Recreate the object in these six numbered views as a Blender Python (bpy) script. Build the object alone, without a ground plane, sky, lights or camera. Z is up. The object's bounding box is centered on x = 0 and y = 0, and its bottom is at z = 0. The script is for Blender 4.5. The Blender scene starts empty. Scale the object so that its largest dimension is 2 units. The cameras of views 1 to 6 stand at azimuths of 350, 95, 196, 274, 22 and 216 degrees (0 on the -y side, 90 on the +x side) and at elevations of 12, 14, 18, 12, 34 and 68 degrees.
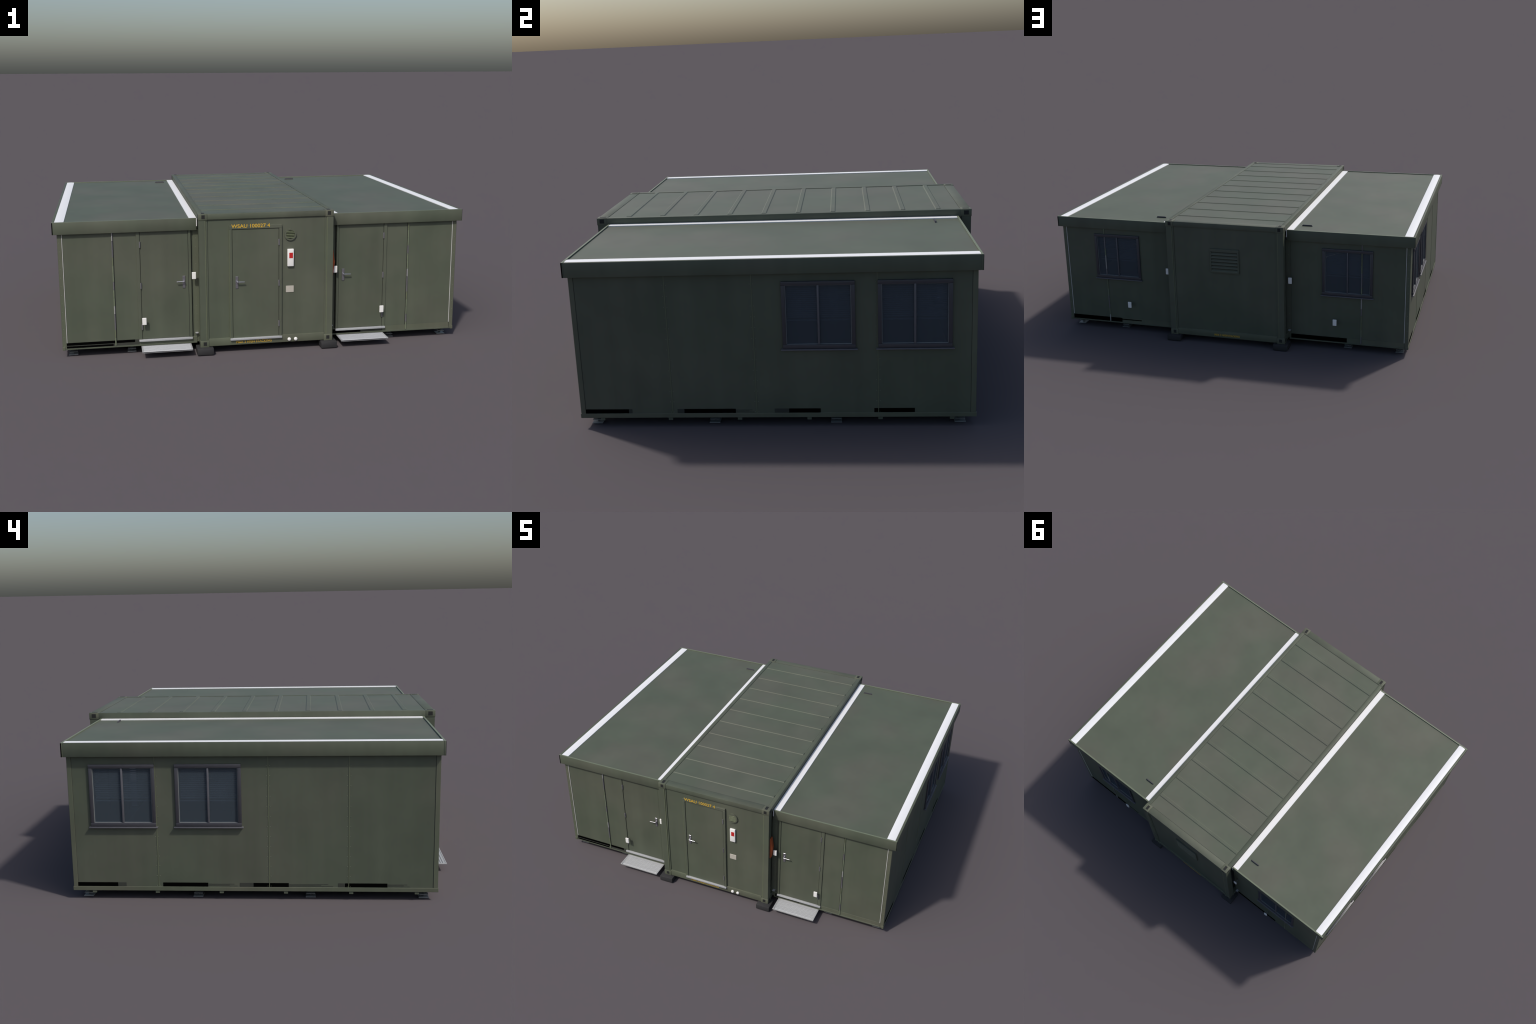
"""Expandable army-green container cabin: a steel freight container in the
middle with a flat-roofed, folding room module on either long side."""
import bpy, bmesh, math
from mathutils import Matrix, Vector

# ------------------------------------------------------------------ materials
def new_mat(name):
    m = bpy.data.materials.new(name)
    m.use_nodes = True
    nt = m.node_tree
    return m, nt, nt.nodes["Principled BSDF"]

def plain(name, col, rough=0.5, metal=0.0, grain=0.06, scale=60.0):
    """Plain surface with a slight brightness grain."""
    m, nt, b = new_mat(name)
    geo = nt.nodes.new("ShaderNodeNewGeometry")
    noi = nt.nodes.new("ShaderNodeTexNoise")
    noi.inputs["Scale"].default_value = scale
    noi.inputs["Detail"].default_value = 3
    nt.links.new(geo.outputs["Position"], noi.inputs["Vector"])
    ramp = nt.nodes.new("ShaderNodeValToRGB")
    e = ramp.color_ramp.elements
    e[0].position, e[1].position = 0.3, 0.7
    e[0].color = [c * (1 - grain) for c in col] + [1]
    e[1].color = [min(1, c * (1 + grain)) for c in col] + [1]
    nt.links.new(noi.outputs["Fac"], ramp.inputs["Fac"])
    nt.links.new(ramp.outputs["Color"], b.inputs["Base Color"])
    b.inputs["Roughness"].default_value = rough
    b.inputs["Metallic"].default_value = metal
    return m

def paint(name, green, brown, stretch=(1, 1, 1), rough=0.55, streak=0.07):
    """Weathered matt green paint: big soft patches drifting to grey-brown."""
    m, nt, b = new_mat(name)
    geo = nt.nodes.new("ShaderNodeNewGeometry")
    mp = nt.nodes.new("ShaderNodeMapping")
    mp.inputs["Scale"].default_value = stretch
    nt.links.new(geo.outputs["Position"], mp.inputs["Vector"])
    n1 = nt.nodes.new("ShaderNodeTexNoise")
    n1.inputs["Scale"].default_value = 2.8
    n1.inputs["Detail"].default_value = 4
    n1.inputs["Roughness"].default_value = 0.45
    nt.links.new(mp.outputs["Vector"], n1.inputs["Vector"])
    r1 = nt.nodes.new("ShaderNodeValToRGB")
    r1.color_ramp.interpolation = "EASE"
    e = r1.color_ramp.elements
    e[0].position, e[1].position = 0.36, 0.66
    e[0].color = list(green) + [1]
    e[1].color = list(brown) + [1]
    nt.links.new(n1.outputs["Fac"], r1.inputs["Fac"])
    n2 = nt.nodes.new("ShaderNodeTexNoise")
    n2.inputs["Scale"].default_value = 6.5
    n2.inputs["Detail"].default_value = 3
    nt.links.new(mp.outputs["Vector"], n2.inputs["Vector"])
    r2 = nt.nodes.new("ShaderNodeMapRange")
    r2.inputs["From Min"].default_value = 0.3
    r2.inputs["From Max"].default_value = 0.7
    r2.inputs["To Min"].default_value = 0.93
    r2.inputs["To Max"].default_value = 1.07
    nt.links.new(n2.outputs["Fac"], r2.inputs["Value"])
    # soft run-off streaks: noise stretched along z
    mz = nt.nodes.new("ShaderNodeMapping")
    mz.inputs["Scale"].default_value = (13, 13, 0.9)
    nt.links.new(geo.outputs["Position"], mz.inputs["Vector"])
    n3 = nt.nodes.new("ShaderNodeTexNoise")
    n3.inputs["Scale"].default_value = 1.0
    n3.inputs["Detail"].default_value = 3
    nt.links.new(mz.outputs["Vector"], n3.inputs["Vector"])
    r3 = nt.nodes.new("ShaderNodeMapRange")
    r3.inputs["From Min"].default_value = 0.3
    r3.inputs["From Max"].default_value = 0.7
    r3.inputs["To Min"].default_value = 1 - streak
    r3.inputs["To Max"].default_value = 1 + streak
    nt.links.new(n3.outputs["Fac"], r3.inputs["Value"])
    both = nt.nodes.new("ShaderNodeMath")
    both.operation = "MULTIPLY"
    nt.links.new(r2.outputs["Result"], both.inputs[0])
    nt.links.new(r3.outputs["Result"], both.inputs[1])
    mul = nt.nodes.new("ShaderNodeVectorMath")
    mul.operation = "SCALE"
    nt.links.new(r1.outputs["Color"], mul.inputs[0])
    nt.links.new(both.outputs["Value"], mul.inputs["Scale"])
    nt.links.new(mul.outputs["Vector"], b.inputs["Base Color"])
    b.inputs["Roughness"].default_value = rough
    b.inputs["Specular IOR Level"].default_value = 0.35
    return m

GREEN = paint("green_paint", (0.084, 0.099, 0.069), (0.095, 0.103, 0.075))
ROOF = paint("green_roof_paint", (0.091, 0.107, 0.076), (0.105, 0.110, 0.083), streak=0.01)
TRIM = paint("green_trim_paint", (0.098, 0.112, 0.076), (0.108, 0.112, 0.080))
EDGE = plain("lightened_green_edge", (0.155, 0.182, 0.12), 0.5)  # edge wear plus edge lightening baked into the original's colour
SEAM = plain("green_seam", (0.128, 0.147, 0.088), 0.5)
GAP = plain("dark_gap", (0.012, 0.013, 0.012), 0.8)
BLACK = plain("black_fault_patch", (0.002, 0.002, 0.002), 1.0)  # flat black of the coincident-face fault, no real recess
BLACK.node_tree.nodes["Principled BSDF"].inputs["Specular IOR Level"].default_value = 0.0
HALF = plain("dark_patch_tone", (0.035, 0.038, 0.030), 0.9)  # half-dark tone for fault patches and the painted roof shade line
WHITE = plain("white_flashing", (0.84, 0.84, 0.84), 0.45, grain=0.01)
PLASTIC = plain("white_plastic", (0.86, 0.85, 0.82), 0.35, grain=0.01)
SEAL = plain("pale_seal", (0.52, 0.52, 0.49), 0.5, grain=0.02)
CREAM = plain("grey_plate", (0.48, 0.45, 0.39), 0.45, grain=0.03)
RED = plain("red_sign", (0.52, 0.018, 0.018), 0.4, grain=0.02)
ORANGE = plain("orange_fabric", (0.36, 0.078, 0.02), 0.7)
YELLOW = plain("yellow_lettering", (0.62, 0.38, 0.03), 0.6)
ALU = plain("brushed_aluminium", (0.46, 0.47, 0.48), 0.42, metal=0.25, grain=0.04, scale=180)
STEEL = plain("steel_fitting", (0.55, 0.55, 0.58), 0.22, metal=0.9, grain=0.03)
HINGE = plain("grey_steel_hinge", (0.17, 0.165, 0.175), 0.45, metal=0.3)
FRAME = plain("dark_grey_window_frame", (0.047, 0.047, 0.056), 0.35, grain=0.04)
RUBBER = plain("black_rubber", (0.024, 0.024, 0.025), 0.75, grain=0.1)
IRON = plain("dark_iron", (0.045, 0.05, 0.05), 0.5, metal=0.2)
ZINC = plain("zinc_plate", (0.30, 0.32, 0.32), 0.4, metal=0.3)
SASH = plain("pale_sash", (0.22, 0.235, 0.235), 0.4)
SILL = plain("grey_window_bar", (0.12, 0.12, 0.135), 0.4, metal=0.2)
BARE = plain("bare_hinge_steel", (0.34, 0.34, 0.33), 0.45, metal=0.2)
PLATE = plain("polished_door_plate", (0.33, 0.32, 0.35), 0.32, metal=0.8, grain=0.02)
INSIDE = plain("interior_panel", (0.30, 0.28, 0.23), 0.8)
BLIND = plain("blind_slat_grey", (0.42, 0.42, 0.40), 0.6)
EYE = plain("dark_grey_lug", (0.055, 0.052, 0.062), 0.6)

def make_glass():
    m, nt, b = new_mat("tinted_window_glass")
    b.inputs["Base Color"].default_value = (0.082, 0.104, 0.122, 1)
    b.inputs["Roughness"].default_value = 0.12
    b.inputs["IOR"].default_value = 1.45
    b.inputs["Specular IOR Level"].default_value = 0.45
    tr = nt.nodes.new("ShaderNodeBsdfTransparent")
    tr.inputs["Color"].default_value = (0.72, 0.80, 0.90, 1)
    mix = nt.nodes.new("ShaderNodeMixShader")
    mix.inputs["Fac"].default_value = 0.52
    out = nt.nodes["Material Output"]
    nt.links.new(b.outputs["BSDF"], mix.inputs[1])
    nt.links.new(tr.outputs["BSDF"], mix.inputs[2])
    nt.links.new(mix.outputs["Shader"], out.inputs["Surface"])
    return m
GLASS = make_glass()

# ------------------------------------------------------------- mesh building
class Part:
    """Collects primitives into one mesh; finish() makes the object."""
    def __init__(self):
        self.bm = bmesh.new()

    def box(self, x, y, z, bevel=0.0008, seg=1):
        lo = Vector((min(x), min(y), min(z)))
        hi = Vector((max(x), max(y), max(z)))
        r = bmesh.ops.create_cube(self.bm, size=1.0)
        vs = r["verts"]
        for v in vs:
            v.co = Vector([lo[i] + (v.co[i] + 0.5) * (hi[i] - lo[i]) for i in range(3)])
        bevel = min(bevel, 0.3 * min(hi - lo))
        if bevel > 0:
            es = list({e for v in vs for e in v.link_edges})
            bmesh.ops.bevel(self.bm, geom=es, offset=bevel, segments=seg,
                            affect="EDGES", profile=0.5)
        return self

    def prism(self, pts, axis, a, b):
        """Extrude an outline (list of 2D points) along an axis from a to b."""
        def co(p, t):
            return {"x": (t, p[0], p[1]), "y": (p[0], t, p[1]), "z": (p[0], p[1], t)}[axis]
        A = [self.bm.verts.new(co(p, a)) for p in pts]
        B = [self.bm.verts.new(co(p, b)) for p in pts]
        n = len(pts)
        self.bm.faces.new(A)
        self.bm.faces.new(B[::-1])
        for i in range(n):
            self.bm.faces.new((A[i], B[i], B[(i + 1) % n], A[(i + 1) % n]))
        return self

    def tube(self, p, q, r, n=12, r2=None):
        p, q = Vector(p), Vector(q)
        d = q - p
        m = Matrix.Translation((p + q) / 2) @ d.to_track_quat("Z", "Y").to_matrix().to_4x4()
        bmesh.ops.create_cone(self.bm, cap_ends=True, segments=n, radius1=r,
                              radius2=r if r2 is None else r2, depth=d.length, matrix=m)
        return self

    def ball(self, c, r, squash=(1, 1, 1), n=12):
        m = Matrix.Translation(c) @ Matrix.Diagonal((*[r * s for s in squash], 1))
        bmesh.ops.create_uvsphere(self.bm, u_segments=n, v_segments=n // 2, radius=1, matrix=m)
        return self

    def finish(self, name, mat, parent=None, smooth=None, stuff=False):
        bm = self.bm
        bmesh.ops.recalc_face_normals(bm, faces=bm.faces)
        cos = [v.co for v in bm.verts]
        c = Vector([(min(v[i] for v in cos) + max(v[i] for v in cos)) / 2 for i in range(3)])
        bmesh.ops.translate(bm, verts=bm.verts, vec=-c)
        me = bpy.data.meshes.new(name)
        bm.to_mesh(me)
        bm.free()
        me.materials.append(mat)
        if smooth:
            for p in me.polygons:
                p.use_smooth = True
            me.set_sharp_from_angle(angle=math.radians(smooth))
        ob = bpy.data.objects.new(name, me)
        bpy.context.collection.objects.link(ob)
        ob.location = c
        if parent is not None:
            ob.parent = parent
            ob.location = c - world_at[parent.name]
        world_at[ob.name] = c
        if stuff:
            ob["kind"] = "stuff"
        return ob

    def ring(self, x, y, z, axis, w, **k):
        """Rectangular frame of bar widths w=(left,right,bottom,top), facing an axis."""
        l, r, b, t = w
        if axis == "x":
            u0, u1 = sorted(y); 
            put = lambda u, zz: self.box(x, u, zz, **k)
        else:
            u0, u1 = sorted(x)
            put = lambda u, zz: self.box(u, y, zz, **k)
        z0, z1 = sorted(z)
        if t: put((u0, u1), (z1 - t, z1))
        if b: put((u0, u1), (z0, z0 + b))
        if l: put((u0, u0 + l), (z0 + b, z1 - t))
        if r: put((u1 - r, u1), (z0 + b, z1 - t))
        return self

world_at = {}
ROOT = bpy.data.objects.new("expandable_container_cabin", None)
bpy.context.collection.objects.link(ROOT)
ROOT["label"] = "army-green container cabin with two folding side rooms and white roof strips"
ROOT["category"] = "container cabin"
world_at[ROOT.name] = Vector((0, 0, 0))

# ------------------------------------------------------------ main dimensions
CX, CZ = 0.3265, 0.6830                     # container half width, height
CEND = {-1: 0.8070, 1: 0.8160}              # container ends (front, rear)
CAST = (0.042, 0.045, 0.031)                # corner casting
WALLS = {-1: 0.7985, 1: 0.8075}             # container end wall planes
MX = 0.979                                  # module outer wall planes
MYS = {-1: 0.7415, 1: 0.7460}
RX, RZ0, RZ1 = 1.0, 0.5990, 0.6565           # module roof edge
RYS = {-1: 0.7560, 1: 0.7608}
DECK = 0.6522                               # module roof surface
BASE = 0.036                                # underside of module floor

# =================================================================== CONTAINER
body = Part()
for sy in (-1, 1):
    body.box((-CX + .004, CX - .004), (sy * (WALLS[sy] - .022), sy * WALLS[sy]), (0.040, 0.672), bevel=0)
body.box((-.318, .318), (-.775, .775), (0.640, 0.672), bevel=0)
body.box((-.318, .318), (-.775, .775), (0.040, 0.064), bevel=0)
container = body.finish("container_body", GREEN, ROOT)

def casting(sx, sy, top):
    """Corner casting with an oblong hole on top and square side holes."""
    CY = CEND[sy]
    z0, z1 = (CZ - CAST[2], CZ) if top else (0.0315, 0.0635)
    x0, x1 = sx * (CX - CAST[0]), sx * (CX + .0005)
    y0, y1 = sy * (CY - CAST[1]), sy * CY
    c = Part().box((x0, x1), (y0, y1), (z0, z1), bevel=0.0015, seg=2)
    ob = c.finish("corner_casting", TRIM, container, smooth=40)
    holes = Part()
    zc = (z0 + z1) / 2 + .001
    xc, yc = sx * (CX - .0225), sy * (CY - .0225)
    holes.box((xc - .008, xc + .008), (y1 - sy * .004, y1 + sy * .0004), (zc - .009, zc + .009), bevel=0)
    holes.box((x1 - sx * .004, x1 + sx * .0004), (yc - .010, yc + .010), (zc - .009, zc + .009), bevel=0)
    if top:
        holes.box((xc - .0075, xc + .0075), (yc - .0135, yc + .0135), (z1 - .004, z1 + .0004), bevel=0)
    holes.finish("casting_hole", GAP, ob)

for sx in (-1, 1):
    for sy in (-1, 1):
        CY = CEND[sy]
        casting(sx, sy, True)
        casting(sx, sy, False)
        p = Part()
        # stepped corner post: broad outer face, narrow set-back inner lip
        o, q, i = CX - .0012, 0.2950, 0.2850
        f, g, b = CY - .0022, CY - .0046, CY - .0415
        pts = [(o, b), (o, f), (q, f), (q - .0012, g), (i, g), (i, b)]
        pts = [(sx * a, sy * c) for a, c in pts]
        p.prism(pts, "z", 0.060, 0.654)
        post = p.finish("corner_post", GREEN, container)
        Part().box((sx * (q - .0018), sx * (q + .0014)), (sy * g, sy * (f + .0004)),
                   (0.064, 0.650), bevel=0).finish("post_edge_highlight", SEAM, post)  # lighter strip paints a highlight along the post's step
        # rubber block under each corner
        blk = Part().box((sx * .265, sx * .345), (sy * .7545, sy * .8345), (0, .032), bevel=.004, seg=2)
        blk.finish("support_block", RUBBER, ROOT, smooth=40)

for sy in (-1, 1):
    Part().box((-.2846, .2846), (sy * (CEND[sy] - .045), sy * (CEND[sy] - .0020)), (.6545, .6815), bevel=.0015, seg=2) \
        .finish("top_rail", GREEN, container, smooth=40)
    Part().box((-.2846, .2846), (sy * (CEND[sy] - .032), sy * (CEND[sy] - .0022)), (.0350, .0722), bevel=.0012, seg=2) \
        .finish("bottom_rail", TRIM, container, smooth=40)
for sx in (-1, 1):
    Part().box((sx * .304, sx * CX), (-.7625, .7715), (.6500, .6824), bevel=.0015, seg=2) \
        .finish("top_rail", GREEN, container, smooth=40)
    Part().box((sx * .300, sx * (CX - .001)), (-.7625, .7715), (.0350, .0700), bevel=.0012) \
        .finish("bottom_rail", GREEN, container)

# corrugated container roof: flat sheet with ten raised cross ribs
ROOFZ = .6800
roof = Part()
roof.box((-.3045, .3045), (-.7625, .7715), (.660, ROOFZ), bevel=0)
croof = roof.finish("container_roof", ROOF, container)
for sy in (-1, 1):  # dark strips painted for the shaded step between rails and sheet
    ye = CEND[sy] - .0450
    Part().box((-.2840, .2840), (sy * (ye - .0016), sy * (ye + .0002)), (ROOFZ - .002, ROOFZ + .0003), bevel=0) \
        .finish("roof_shade_line", HALF, croof)
for sx in (-1, 1):
    Part().box((sx * .3028, sx * .3042), (-.7600, .7690), (ROOFZ - .002, ROOFZ + .0003), bevel=0) \
        .finish("roof_shade_line", HALF, croof)
for k in range(10):
    yc = (k - 4.5) * 0.1498 + .0045
    h, w, t = .0029, .0125, .0080
    rib = Part()
    pts = [(yc - w, ROOFZ - .0003), (yc + w, ROOFZ - .0003), (yc + t, ROOFZ + h), (yc - t, ROOFZ + h)]
    rib.prism(pts, "x", -.3000, .3000)
    rib.finish("roof_rib", ROOF, croof)

# ------------------------------------------------------------------ lettering
def lettering(text, x0, x1, z0, z1, y, facing):
    """Flat raised lettering fitted into a rectangle on a wall facing -y or +y."""
    cu = bpy.data.curves.new("lettering", "FONT")
    cu.body = text
    cu.resolution_u = 3
    cu.extrude = 0.002
    cu.offset = 0.012
    tmp = bpy.data.objects.new("lettering", cu)
    bpy.context.collection.objects.link(tmp)
    dg = bpy.context.evaluated_depsgraph_get()
    me = bpy.data.meshes.new_from_object(tmp.evaluated_get(dg))
    bpy.data.objects.remove(tmp)
    me.name = "lettering"
    xs = [v.co.x for v in me.vertices]
    ys = [v.co.y for v in me.vertices]
    ax, bx, ay, by = min(xs), max(xs), min(ys), max(ys)
    cx, cz = (x0 + x1) / 2, (z0 + z1) / 2
    for v in me.vertices:
        u = ((v.co.x - ax) / (bx - ax) - .5) * abs(x1 - x0)
        w = ((v.co.y - ay) / (by - ay) - .5) * (z1 - z0)
        d = 0.0004 if v.co.z > 0 else -0.0004
        v.co = Vector((u, -d, w)) if facing < 0 else Vector((-u, d, w))
    me.materials.clear()
    me.materials.append(YELLOW)
    ob = bpy.data.objects.new("lettering", me)
    bpy.context.collection.objects.link(ob)
    ob.parent = ROOT
    ob.location = (cx, y, cz)

lettering("WSAU 100027 4", -.1712, .0143, .6110, .6290, -.8086, -1)
lettering("MAX 3 HIGH STACKING", -.1520, .0216, .0425, .0550, -CEND[-1] + .0016, -1)
lettering("MAX 3 HIGH STACKING", .0722, -.0722, .0445, .0560, CEND[1] - .0016, 1)

# ---------------------------------------------------------------------- doors
def door(xa, xb, za, zb, y, hinge_x, handle_x, lever, top_bar, fw_h, fw_l):
    """Steel door leaf in a frame on a wall facing -y.
    xa..xb leaf edges, hinge_x edge that carries hinges, lever = lever direction."""
    leaf = Part().box((xa + .001, xb - .001), (y + .010, y - .0008), (za, zb), bevel=.0008) \
        .finish("entrance_door", GREEN, ROOT)
    # dark rebate around the leaf
    Part().box((xa - .0006, xb + .0006), (y + .012, y + .0004 - .0006), (za - .0005, zb + .0012), bevel=0) \
        .finish("door_rebate", GAP, leaf)
    wl, wr = (fw_h, fw_l) if hinge_x == xa else (fw_l, fw_h)
    fr = Part()
    fr.box((xa - wl, xa - .0006), (y + .008, y - .0040), (za - .001, zb + .0012), bevel=.001)
    fr.box((xb + .0006, xb + wr), (y + .008, y - .0040), (za - .001, zb + .0012), bevel=.001)
    if top_bar:
        fr.box((xa - wl, xb + wr), (y + .008, y - .0044), (zb + .0012, zb + top_bar), bevel=.001)
    fr.finish("door_frame", GREEN, leaf)
    for zc in (.5365, .3365, .1335):
        Part().tube((hinge_x, y - .0045, zc - .0145), (hinge_x, y - .0045, zc + .0145), .0034, 10) \
            .box((hinge_x - .004, hinge_x + .004), (y, y - .0040), (zc - .0145, zc + .0145)) \
            .finish("door_hinge", HINGE, leaf, smooth=40)
    sill = Part().box((xa - wl, xb + wr), (y + .004, y - .0105), (.0595, .0700), bevel=.0015, seg=2)
    sill.finish("door_threshold", ALU, leaf, smooth=40)
    hp = Part().box((handle_x - .0068, handle_x + .0068), (y, y - .0035), (.3165, .3760), bevel=.001)
    hp.ball((handle_x, y - .0035, .333), .0016)
    hp.finish("handle_plate", PLATE, leaf)
    lv = Part()
    lv.tube((handle_x, y, .3515), (handle_x, y - .015, .3515), .0032, 10)
    lv.ball((handle_x, y - .015, .3515), .0033)
    lv.tube((handle_x, y - .015, .3515), (handle_x + lever * .034, y - .0150, .3505), .0029, 10, r2=.0025)
    lv.ball((handle_x + lever * .034, y - .0150, .3505), .0026)
    lv.finish("door_handle", STEEL, leaf, smooth=60)
    return leaf

door(-.1680, .0585, .0705, .6040, -.8040, .0585, -.1468, 1, .018, .0140, .0135)
# bright strip painting the lit line on the frame's outer edge
Part().box((-.1824, -.1808), (-WALLS[-1], -.8083), (.072, .604), bevel=0).finish("frame_edge_highlight", SEAM, ROOT)

# ---------------------------------------------------- container front fittings
yv = -WALLS[-1]
vent = Part()
n = 40
for i in range(n):
    a0, a1 = 2 * math.pi * i / n, 2 * math.pi * (i + 1) / n
    pr = [(r * math.cos(a), r * math.sin(a)) for r, a in ((.0292, a0), (.0292, a1), (.0215, a1), (.0215, a0))]
    vent.prism([(.1143 + u, .5705 + w) for u, w in pr], "y", yv, yv - .0065)
bmesh.ops.remove_doubles(vent.bm, verts=vent.bm.verts, dist=1e-5)
vent_ob = vent.finish("round_vent", GREEN, ROOT)
Part().tube((.1143, yv, .5705), (.1143, yv - .0012, .5705), .0225, 32).finish("vent_hollow", GAP, vent_ob)
for i in range(5):
    zc = .5705 + (i - 2) * .0076 + .0004
    Part().prism([(yv - .001, zc + .0028), (yv - .0078, zc - .0004), (yv - .0078, zc - .0022), (yv - .001, zc + .0012)],
                 "x", .1143 - .0205, .1143 + .0205).finish("vent_slat", SEAM, vent_ob)

callbox = Part().box((.0997, .1303), (yv, yv - .0110), (.4150, .5000), bevel=.002, seg=3) \
    .finish("alarm_box", PLASTIC, ROOT, smooth=40)
Part().box((.1077, .1258), (yv - .010, yv - .0114), (.4552, .4822), bevel=0).finish("alarm_label", RED, callbox)
Part().box((.0937, .1323), (yv, yv - .0025), (.2850, .3172), bevel=.0006).finish("cover_plate", CREAM, ROOT)
for xk in (.1096, .1417):
    yk = -CEND[-1] + .0022
    Part().tube((xk, yk + .002, .0490), (xk, yk - .0040, .0490), .0086, 24) \
        .ball((xk, yk - .0040, .0490), .0086, (1, .42, 1), 20) \
        .finish("round_socket_cap", PLASTIC, ROOT, smooth=50)

# rear louvred vent
yb = WALLS[1]
lv = Part().ring((-.0805, .0805), (yb, yb + .0095), (.4105, .5430), "y", (.0075, .0075, .0070, .0160), bevel=.001)
louvre = lv.finish("louvre_vent", GREEN, ROOT)
Part().box((-.0735, .0735), (yb, yb + .0015), (.416, .529), bevel=0).finish("vent_hollow", GAP, louvre)
for i in range(6):
    zc = .5185 - i * .0186
    Part().prism([(yb + .0012, zc + .0050), (yb + .0098, zc - .0055), (yb + .0098, zc - .0090), (yb + .0012, zc + .0010)],
                 "x", -.0732, .0732).finish("vent_slat", TRIM, louvre)

# orange pouch strapped to the container flank
pouch = Part().prism([(.3235, .349), (.3310, .352), (.3395, .421), (.3320, .480), (.3280, .490), (.3235, .480)],
                     "y", -.787, -.762)
bmesh.ops.bevel(pouch.bm, geom=pouch.bm.edges[:], offset=.002, segments=2, affect="EDGES")
pouch.finish("orange_pouch", ORANGE, ROOT)

# ==================================================================== MODULES
def window(axis, s, plane, u0, u1, mull_w):
    """Sliding window; outer frame u0..u1 along the wall, facing s*axis."""
    z0, z1 = .3095, .5655
    P = s * plane
    def B(part, u, d, z, **k):
        dd = (P + s * d[0], P + s * d[1])
        return part.box(dd, u, z, **k) if axis == "x" else part.box(u, dd, z, **k)
    fr = Part()
    k = dict(bevel=.0015, seg=2)
    B(fr, (u0, u1), (-.012, .0092), (z1 - .0145, z1), **k)
    B(fr, (u0, u1), (-.012, .0092), (z0, z0 + .0150), **k)
    B(fr, (u0, u0 + .0140), (-.012, .0084), (z0 + .015, z1 - .0145), **k)
    B(fr, (u1 - .0140, u1), (-.012, .0084), (z0 + .015, z1 - .0145), **k)
    win = fr.finish("window_frame", FRAME, ROOT, smooth=40)
    a, b = u0 + .0140, u1 - .0140
    c = (u0 + u1) / 2
    # pale inner sash lining
    sash = Part()
    t = .0020
    d = (-.014, .0030)
    B(sash, (a, b), d, (z0 + .0150, z0 + .0150 + t), bevel=0)
    B(sash, (a, b), d, (z1 - .0145 - t, z1 - .0145), bevel=0)
    B(sash, (a, a + t), d, (z0 + .015 + t, z1 - .0145 - t), bevel=0)
    B(sash, (b - t, b), d, (z0 + .015 + t, z1 - .0145 - t), bevel=0)
    sash.finish("window_sash", SASH, win)
    mul = Part()
    B(mul, (c - mull_w / 2, c + mull_w / 2), (-.010, .0070), (z0 + .015, z1 - .0145), bevel=.0015, seg=2)
    mul.finish("window_mullion", SILL, win, smooth=40)
    gl = Part()
    B(gl, (a + t, b - t), (-.0020, .0000), (z0 + .015 + t, z1 - .0145 - t), bevel=0)
    gl.finish("window_glass", GLASS, win)
    sl = Part()
    B(sl, (u0 - .0070, u1 + .0070), (-.004, .0142), (z0 - .0058, z0 - .0010), bevel=.001, seg=2)
    sl.finish("window_sill", SILL, win, smooth=40)
    # venetian blind behind the glass
    bl = Part()
    for i in range(17):
        zc = .546 - i * .0078
        e0, e1 = P + s * -.0200, P + s * -.0250
        pts = [(e0, zc - .0010), (e0, zc - .0002), (e1, zc + .0030), (e1, zc + .0022)]
        if axis == "x":
            # prism along y
            A = [(q[0], q[1]) for q in pts]
            bl.prism(A, "y", a + .004, b - .004)
        else:
            bl.prism(pts, "x", a + .004, b - .004)
    blo = bl.finish("blind_slats", BLIND, win)
    blo["kind"] = "stuff"
    rl = Part()
    B(rl, (a + .003, b - .003), (-.0270, -.0180), (.4080, .4120), bevel=.0006)
    rl.finish("blind_rail", BLIND, win)

def plate_on_stem(xc, zc, s, w, h, y_wall):
    """Small white plate held off the wall (marker lamp)."""
    sy = s
    p = Part().box((xc - w / 2, xc + w / 2), (sy * (MYS[sy] + .0210), sy * (MYS[sy] + .0275)), (zc - h / 2, zc + h / 2), bevel=.0022, seg=2)
    ob = p.finish("marker_lamp", PLASTIC, ROOT)
    Part().tube((xc, sy * y_wall, zc), (xc, sy * (MYS[sy] + .0215), zc), .0022, 8).finish("lamp_stem", HINGE, ob)

SEAM_Y = (.3905, -.0640, -.3847)
HINGE_X = .7280

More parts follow.
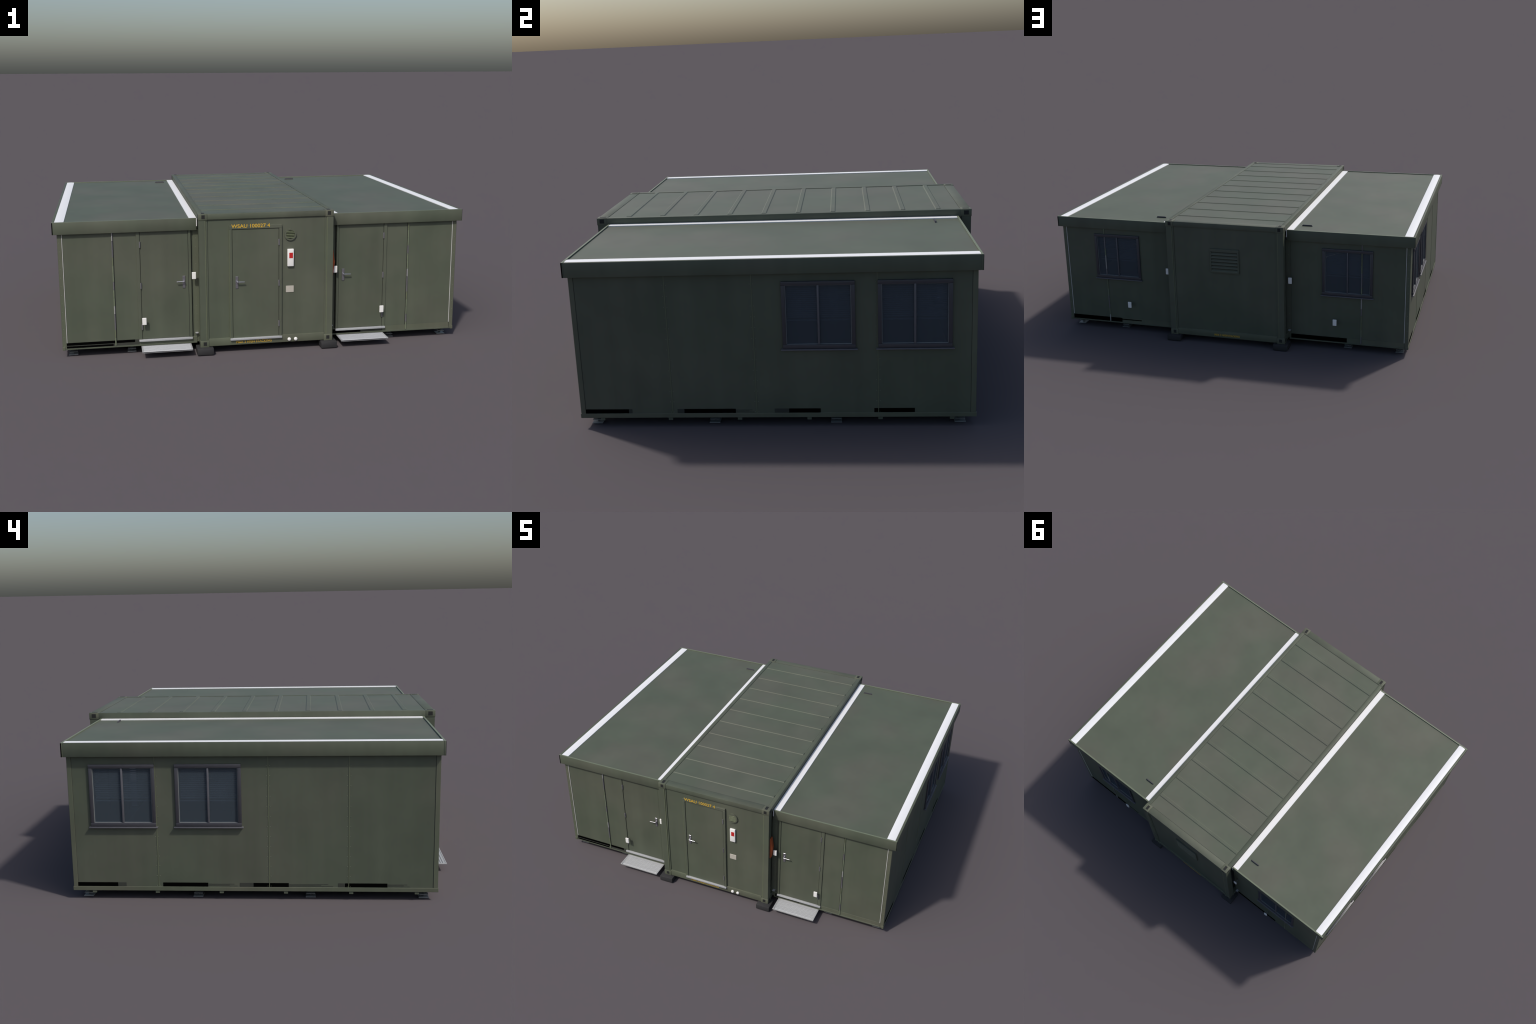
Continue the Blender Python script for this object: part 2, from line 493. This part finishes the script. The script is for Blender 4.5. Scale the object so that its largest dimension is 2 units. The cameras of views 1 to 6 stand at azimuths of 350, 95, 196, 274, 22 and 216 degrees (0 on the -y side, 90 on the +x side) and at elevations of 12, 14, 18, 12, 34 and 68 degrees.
def module(s):
    X = lambda *v: tuple(s * a for a in v)
    # ------------------------------------------------------------------ floor
    fl = Part().box(X(.336, MX - .0015), (-MYS[-1] + .001, MYS[1] - .001), (.0415, .0705), bevel=.001)
    floor = fl.finish("module_floor", TRIM, ROOT)
    Part().box(X(.336, MX), (-MYS[-1] - .0005, -MYS[-1] + .012), (BASE + .001, .0450), bevel=.0008).finish("floor_lip", GREEN, floor)
    Part().box(X(.336, MX), (MYS[1] - .012, MYS[1] + .0005), (BASE + .001, .0450), bevel=.0008).finish("floor_lip", GREEN, floor)
    Part().box(X(MX - .012, MX + .0012), (-MYS[-1] - .0025, MYS[1] + .0025), (BASE - .001, .0525), bevel=.001) \
        .finish("side_rail", TRIM, floor)
    for yb_ in (.660, .3972, .1325, -.1305, -.3950, -.6585):
        Part().box(X(.345, MX - .001), (yb_ - .0082, yb_ + .0082), (.0250, .0416), bevel=0).finish("floor_beam", GREEN, floor)

    # --------------------------------------------------------- long side wall
    t = .010
    zb, zt = .0525, .6002
    ends = [-.7220] + sorted(SEAM_Y) + [.7265]
    wins = ((.0436, .3103), (.3912, .6578))
    side = Part()
    cuts = [(a + .010, b - .010) for a, b in wins]
    px = X(MX - .0010 - t, MX - .0010)
    edges = sorted(set(ends + [c for w in cuts for c in w]))
    for a, b in zip(edges[:-1], edges[1:]):
        mid = (a + b) / 2
        if any(c0 < mid < c1 for c0, c1 in cuts):
            side.box(px, (a, b), (zb, .3195), bevel=0)
            side.box(px, (a, b), (.5555, zt), bevel=0)
        else:
            side.box(px, (a, b), (zb, zt), bevel=0)
    wall = side.finish("side_wall", GREEN, ROOT)
    # seams with rivet rows
    riv = Part()
    for ys in SEAM_Y:
        Part().box(X(MX - .002, MX + .0002), (ys - .0012, ys + .0012), (zb, zt), bevel=0).finish("panel_seam", SEAM, wall)
        for r in range(13):
            z = .0575 + r * .0417
            for dy in (-.0064, .0064):
                hidden = any(a - .004 < ys + dy < b + .004 and .30 < z < .57 for a, b in wins)
                if not hidden:
                    riv.ball(Vector((s * (MX - .0008), ys + dy, z)), .0016, (.7, 1, 1), 6)
    riv.finish("rivets", EDGE, wall, smooth=80, stuff=True)
    # corner trims
    for sy in (-1, 1):
        Part().box(X(MX - .0015 - t, MX + .0004), (sy * (MYS[sy] - .0185), sy * MYS[sy]), (BASE + .002, zt), bevel=.001) \
            .finish("corner_trim", TRIM, wall)
        Part().box(X(MX - .004, MX - .0006), (sy * (MYS[sy] - .0198), sy * (MYS[sy] - .0184)), (zb, zt), bevel=0).finish("trim_gap", GAP, wall)
    for a, b in wins:
        window("x", s, MX - .001, a, b, .0078)

    # ----------------------------------------------------------- end walls
    for sy in (-1, 1):
        Y = lambda *v: tuple(sy * a for a in v)
        MY = MYS[sy]
        w = Part()
        yw = Y(MY - .011, MY - .0010)
        zlo = .0705
        if sy < 0:
            w.box(X(.615, .958), yw, (zlo, zt), bevel=0)
            w.box(X(.356, .616), Y(MY - .014, MY - .009), (zlo, zt), bevel=0)
        else:
            a, b = .5290, .7780
            w.box(X(.348, a), yw, (zlo, zt), bevel=0)
            w.box(X(b, .958), yw, (zlo, zt), bevel=0)
            w.box(X(a, b), yw, (zlo, .3195), bevel=0)
            w.box(X(a, b), yw, (.5555, zt), bevel=0)
        ew = w.finish("end_wall", GREEN, ROOT)
        # outer corner strip with pale seal line and rivets
        Part().box(X(.9590, MX), Y(MY - .012, MY + .0004), (BASE + .002, zt), bevel=.001).finish("corner_trim", TRIM, ew)
        Part().box(X(.9562, .9590), Y(MY - .006, MY + .0012), (zlo + .001, zt), bevel=0).finish("seal_strip", SEAL, ew)
        Part().box(X(.9590, .9602), Y(MY - .006, MY + .0008), (zlo - .03, zt), bevel=0).finish("trim_gap", GAP, ew)
        # strip next to the container
        Part().box(X(.3170, .3475), Y(MY - .016, MY - .0035), (BASE + .006, zt), bevel=.001).finish("joint_strip", TRIM, ew)
        Part().box(X(.3475, .3565), Y(MY - .018, MY - .0065), (BASE + .006, zt), bevel=0).finish("joint_gap", GREEN, ew)
        Part().box(X(.3545, .3565), Y(MY - .018, MY - .0030), (.0705, zt), bevel=0).finish("trim_gap", GAP, ew)
        rv = Part()
        for r in range(13):
            z = .0575 + r * .0417
            rv.ball(Vector((s * .9712, sy * (MY + .0004), z)), .0017, (1, .7, 1), 6)
            rv.ball(Vector((s * .3345, sy * (MY - .0035), z)), .0017, (1, .7, 1), 6)
        rv.finish("rivets", EDGE, ew, smooth=80, stuff=True)
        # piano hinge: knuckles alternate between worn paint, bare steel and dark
        z0, z1, nk = .0460, .5985, 14
        step = (z1 - z0) / nk
        tints = (EDGE, HINGE, EDGE, BARE, HINGE, SEAM)
        for i in range(nk):
            m = tints[(i * 5 + (i // 3) + (2 if s > 0 else 0) + (1 if sy > 0 else 0)) % 6]
            Part().tube((s * HINGE_X, sy * (MY + .0005), z0 + i * step + .0006),
                        (s * HINGE_X, sy * (MY + .0005), z0 + (i + 1) * step - .0006), .0034, 10) \
                .finish("hinge_knuckle", m, ew, smooth=40)
        Part().box(X(HINGE_X - .0060, HINGE_X - .0030), Y(MY - .004, MY - .0002), (zlo, zt), bevel=0) \
            .finish("hinge_gap", GAP, ew) if sy < 0 else None
        # marker lamps and lower bracket
        plate_on_stem(s * .3480, .3805, sy, .0195, .0340, MY - .004)
        plate_on_stem(s * .5900, .1660 if sy < 0 else .1635, sy, .0205, .0345, MY - .002)
        Part().box(X(.3300, .3440), Y(MY - .004, MY + .0120), (.0885, .0910), bevel=0) \
            .prism([(s * .332, .0886), (s * .342, .0886), (s * .337, .079)], "y", sy * (MY - .004), sy * (MY + .0005)) \
            .finish("latch_bracket", ALU, ew)
        if sy < 0:
            if s > 0:
                door(.3710, .6000, .0710, .5990, -MYS[-1], .6000, .3945, 1, 0, .0165, .0130)
            else:
                door(-.6000, -.3710, .0710, .5990, -MYS[-1], -.6000, -.3945, -1, 0, .0165, .0130)
        else:
            window("y", 1, MY - .001, *sorted(X(.5182, .7868)), .0060)

    # ---------------------------------------------------------------- interior
    tb = Part().box(X(.560, .900), (.120, .560), (.2600, .2680), bevel=0)
    for tx in (.57, .885):
        for ty in (.13, .545):
            tb.box(X(tx, tx + .008), (ty, ty + .008), (.0705, .2600), bevel=0)
    tb.finish("inner_table", INSIDE, ROOT)

    # -------------------------------------------------------------------- roof
    rf = Part().box(X(.3300, RX - .0008), (-RYS[-1] + .0008, RYS[1] - .0008), (RZ0 + .0008, DECK), bevel=0)
    deck = rf.finish("module_roof", ROOF, ROOT)
    for sy in (-1, 1):
        RY = RYS[sy]
        Part().box(X(.3300, RX), (sy * (RY - .0085), sy * RY), (RZ0, RZ1), bevel=.0010, seg=2) \
            .finish("roof_fascia", GREEN, deck, smooth=40)
        Part().box(X(.3306, RX - .0006), (sy * (RY - .0086), sy * (RY - .0012)), (RZ1 - .001, RZ1 + .0003), bevel=0) \
            .finish("fascia_rim", EDGE, deck)  # pale strip copies the baked-in lightening of the rim
    Part().box(X(RX - .0115, RX), (-RYS[-1] + .0086, RYS[1] - .0086), (RZ0, RZ1 - .0004), bevel=.0012, seg=2) \
        .finish("roof_fascia", GREEN, deck, smooth=40)
    # white flashings: slightly crowned outer strip, flat inner strip with a flange
    out = Part()
    x0, x1, ya_, yb2 = .9455, .9880, -RYS[-1] + .0086, RYS[1] - .0086
    prof = [(x0, DECK - .002), (x0, RZ1 - .0016)]
    for i in range(1, 8):
        u = i / 8
        prof.append((x0 + (x1 - x0) * u, RZ1 - .0016 + .0014 * math.sin(math.pi * u)))
    prof += [(x1, RZ1 - .0016), (x1, DECK - .002)]
    out.prism([(s * a, b) for a, b in prof], "y", ya_, yb2)
    out.finish("white_flashing", WHITE, deck, smooth=40)
    inn = Part()
    inn.box(X(.3285, .3640), (ya_, yb2), (DECK - .002, RZ1 - .0008), bevel=.0004)
    inn.box(X(.3285, .3318), (-RYS[-1] - .0012, RYS[1] + .0012), (.6180, RZ1 - .0012), bevel=.0004)
    inn.finish("white_flashing", WHITE, deck)
    # lifting lug near the rear
    Part().prism([(s * .386, DECK - .001), (s * .446, DECK - .001), (s * .440, DECK + .0075), (s * .392, DECK + .0075)],
                 "y", .6500, .6545).finish("lifting_lug", EYE, deck)

    # ------------------------------------------------------------------- jacks
    for xj in (.931, .652):
        for yj in (.693, .233, -.231, -.690):
            j = Part()
            j.tube((s * xj, yj, .004), (s * xj, yj, .0420), .0052, 12)
            j.box((s * xj - .0095, s * xj + .0095), (yj - .0095, yj + .0095), (.0190, .0420), bevel=.0008)
            jack = j.finish("levelling_jack", IRON, ROOT)
            Part().box((s * xj - .0215, s * xj + .0215), (yj - .0205, yj + .0205), (0, .0026), bevel=.0004) \
                .finish("jack_plate", ZINC, jack)
            Part().box((s * xj - .0190, s * xj + .0190), (yj - .0180, yj + .0180), (.0135, .0158), bevel=.0004) \
                .finish("jack_plate", ZINC, jack)

    # -------------------------------------------------------------------- step
    st = Part()
    x0, x1 = .3655, .6072
    y0, y1 = -.7390, -.8345
    zf = lambda y: .0362 + (y - y0) / (y1 - y0) * -.0020
    nr = 8
    prof = [(y0, zf(y0) - .0052), (y0, zf(y0))]
    pitch = (y1 + .008 - (y0 - .006)) / nr
    for i in range(nr):
        ya = y0 - .006 + i * pitch
        for f, h in ((.10, -.0026), (.26, .0012), (.60, .0012), (.76, -.0026)):
            prof.append((ya + f * pitch, zf(ya) + h))
    prof += [(y1, zf(y1)), (y1, zf(y1) - .0052)]
    st.prism(prof, "x", s * x0 + s * .0075, s * x1 - s * .0075)
    st.box(X(x0, x0 + .0075), (y0, y1), (.0315, .0362), bevel=.0006)
    st.box(X(x1 - .0075, x1), (y0, y1), (.0315, .0362), bevel=.0006)
    st.box(X(x0, x1), (y1 + .004, y1), (.0300, .0348), bevel=.0006)
    st.finish("entrance_step", ALU, ROOT)

for s in (-1, 1):
    module(s)

# one open room runs through all three bodies
Part().box((-.962, .962), (-.722, .722), (.0706, .0722), bevel=0).finish("inner_floor", INSIDE, ROOT)
Part().box((-.962, .962), (-.722, .722), (.5940, .5970), bevel=0).finish("inner_ceiling", BLIND, ROOT)
Part().box((-.300, -.210), (.05, .45), (.0722, .400), bevel=0).finish("inner_cabinet", INSIDE, ROOT)
Part().box((.060, .180), (.20, .24), (.0722, .480), bevel=0).finish("inner_screen", BLIND, ROOT)

# ---------------------------------------- dark plates copying a coincident-face render fault along floor rails
def fault_patch(face, sgn, a, b, z0, z1, mat, proud):
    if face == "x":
        Part().box((sgn * (MX - .004), sgn * (MX - .001 + proud)), (a, b), (z0, z1), bevel=0).finish("rail_fault_patch", mat, ROOT)
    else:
        Part().box((a, b), (sgn * (MYS[sgn] - .004), sgn * (MYS[sgn] - .001 + proud)), (z0, z1), bevel=0).finish("rail_fault_patch", mat, ROOT)

def streaks(face, sgn, a, b, z0, z1):
    """Thin dark lines of the same render fault, tapering off beside a slot."""
    h = (z1 - z0) / 4
    for i, f in ((0, .95), (1, .7), (2, .85)):
        e = a + (b - a) * f
        fault_patch(face, sgn, a, e, z0 + (i + .55) * h, z0 + (i + .95) * h, HALF, .0006)

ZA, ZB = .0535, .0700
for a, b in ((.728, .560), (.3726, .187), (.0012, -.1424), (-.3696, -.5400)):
    fault_patch("x", -1, a, b, ZA, ZB, BLACK, .0010)
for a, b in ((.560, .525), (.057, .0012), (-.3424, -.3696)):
    fault_patch("x", -1, a, b, ZA, ZB, HALF, .0008)
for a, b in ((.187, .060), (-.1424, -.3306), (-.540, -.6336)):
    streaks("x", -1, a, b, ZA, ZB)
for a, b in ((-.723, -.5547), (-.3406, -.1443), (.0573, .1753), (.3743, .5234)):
    fault_patch("x", 1, a, b, ZA, ZB, BLACK, .0010)
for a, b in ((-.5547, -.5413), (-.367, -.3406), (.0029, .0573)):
    fault_patch("x", 1, a, b, ZA, ZB, HALF, .0008)
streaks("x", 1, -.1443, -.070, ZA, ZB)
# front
fault_patch("y", -1, -.9590, -.6370, .0590, .0712, BLACK, .0022)
fault_patch("y", -1, -.9590, -.7400, .0455, .0545, BLACK, .0022)
fault_patch("y", -1, -.9590, -.6155, .0450, .0712, HALF, .0014)
fault_patch("y", -1, .3460, .4900, .0455, .0650, BLACK, .0022)
fault_patch("y", -1, .4900, .6050, .0455, .0600, HALF, .0014)
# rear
fault_patch("y", 1, .9590, .6560, .0455, .0690, BLACK, .0022)
fault_patch("y", 1, .6560, .5350, .0590, .0640, BLACK, .0018)
fault_patch("y", 1, -.3460, -.6518, .0455, .0690, BLACK, .0022)

# black strips added for a render fault at the fascia corners, no real gap
e = .0045
for x, y in (((-RX, -RX + e), (-RYS[-1] - .0004, -RYS[-1] + .001)), ((RX - e, RX), (RYS[1] - .001, RYS[1] + .0004))):
    Part().box(x, y, (RZ0, RZ1 - .001), bevel=0).finish("fascia_fault_strip", BLACK, ROOT)
for x, y in (((RX - .001, RX + .0003), (-RYS[-1], -RYS[-1] + e)), ((-RX + .001, -RX - .0003), (RYS[1] - e, RYS[1]))):
    Part().box(x, y, (RZ0, RZ1 - .001), bevel=0).finish("fascia_fault_strip", BLACK, ROOT)
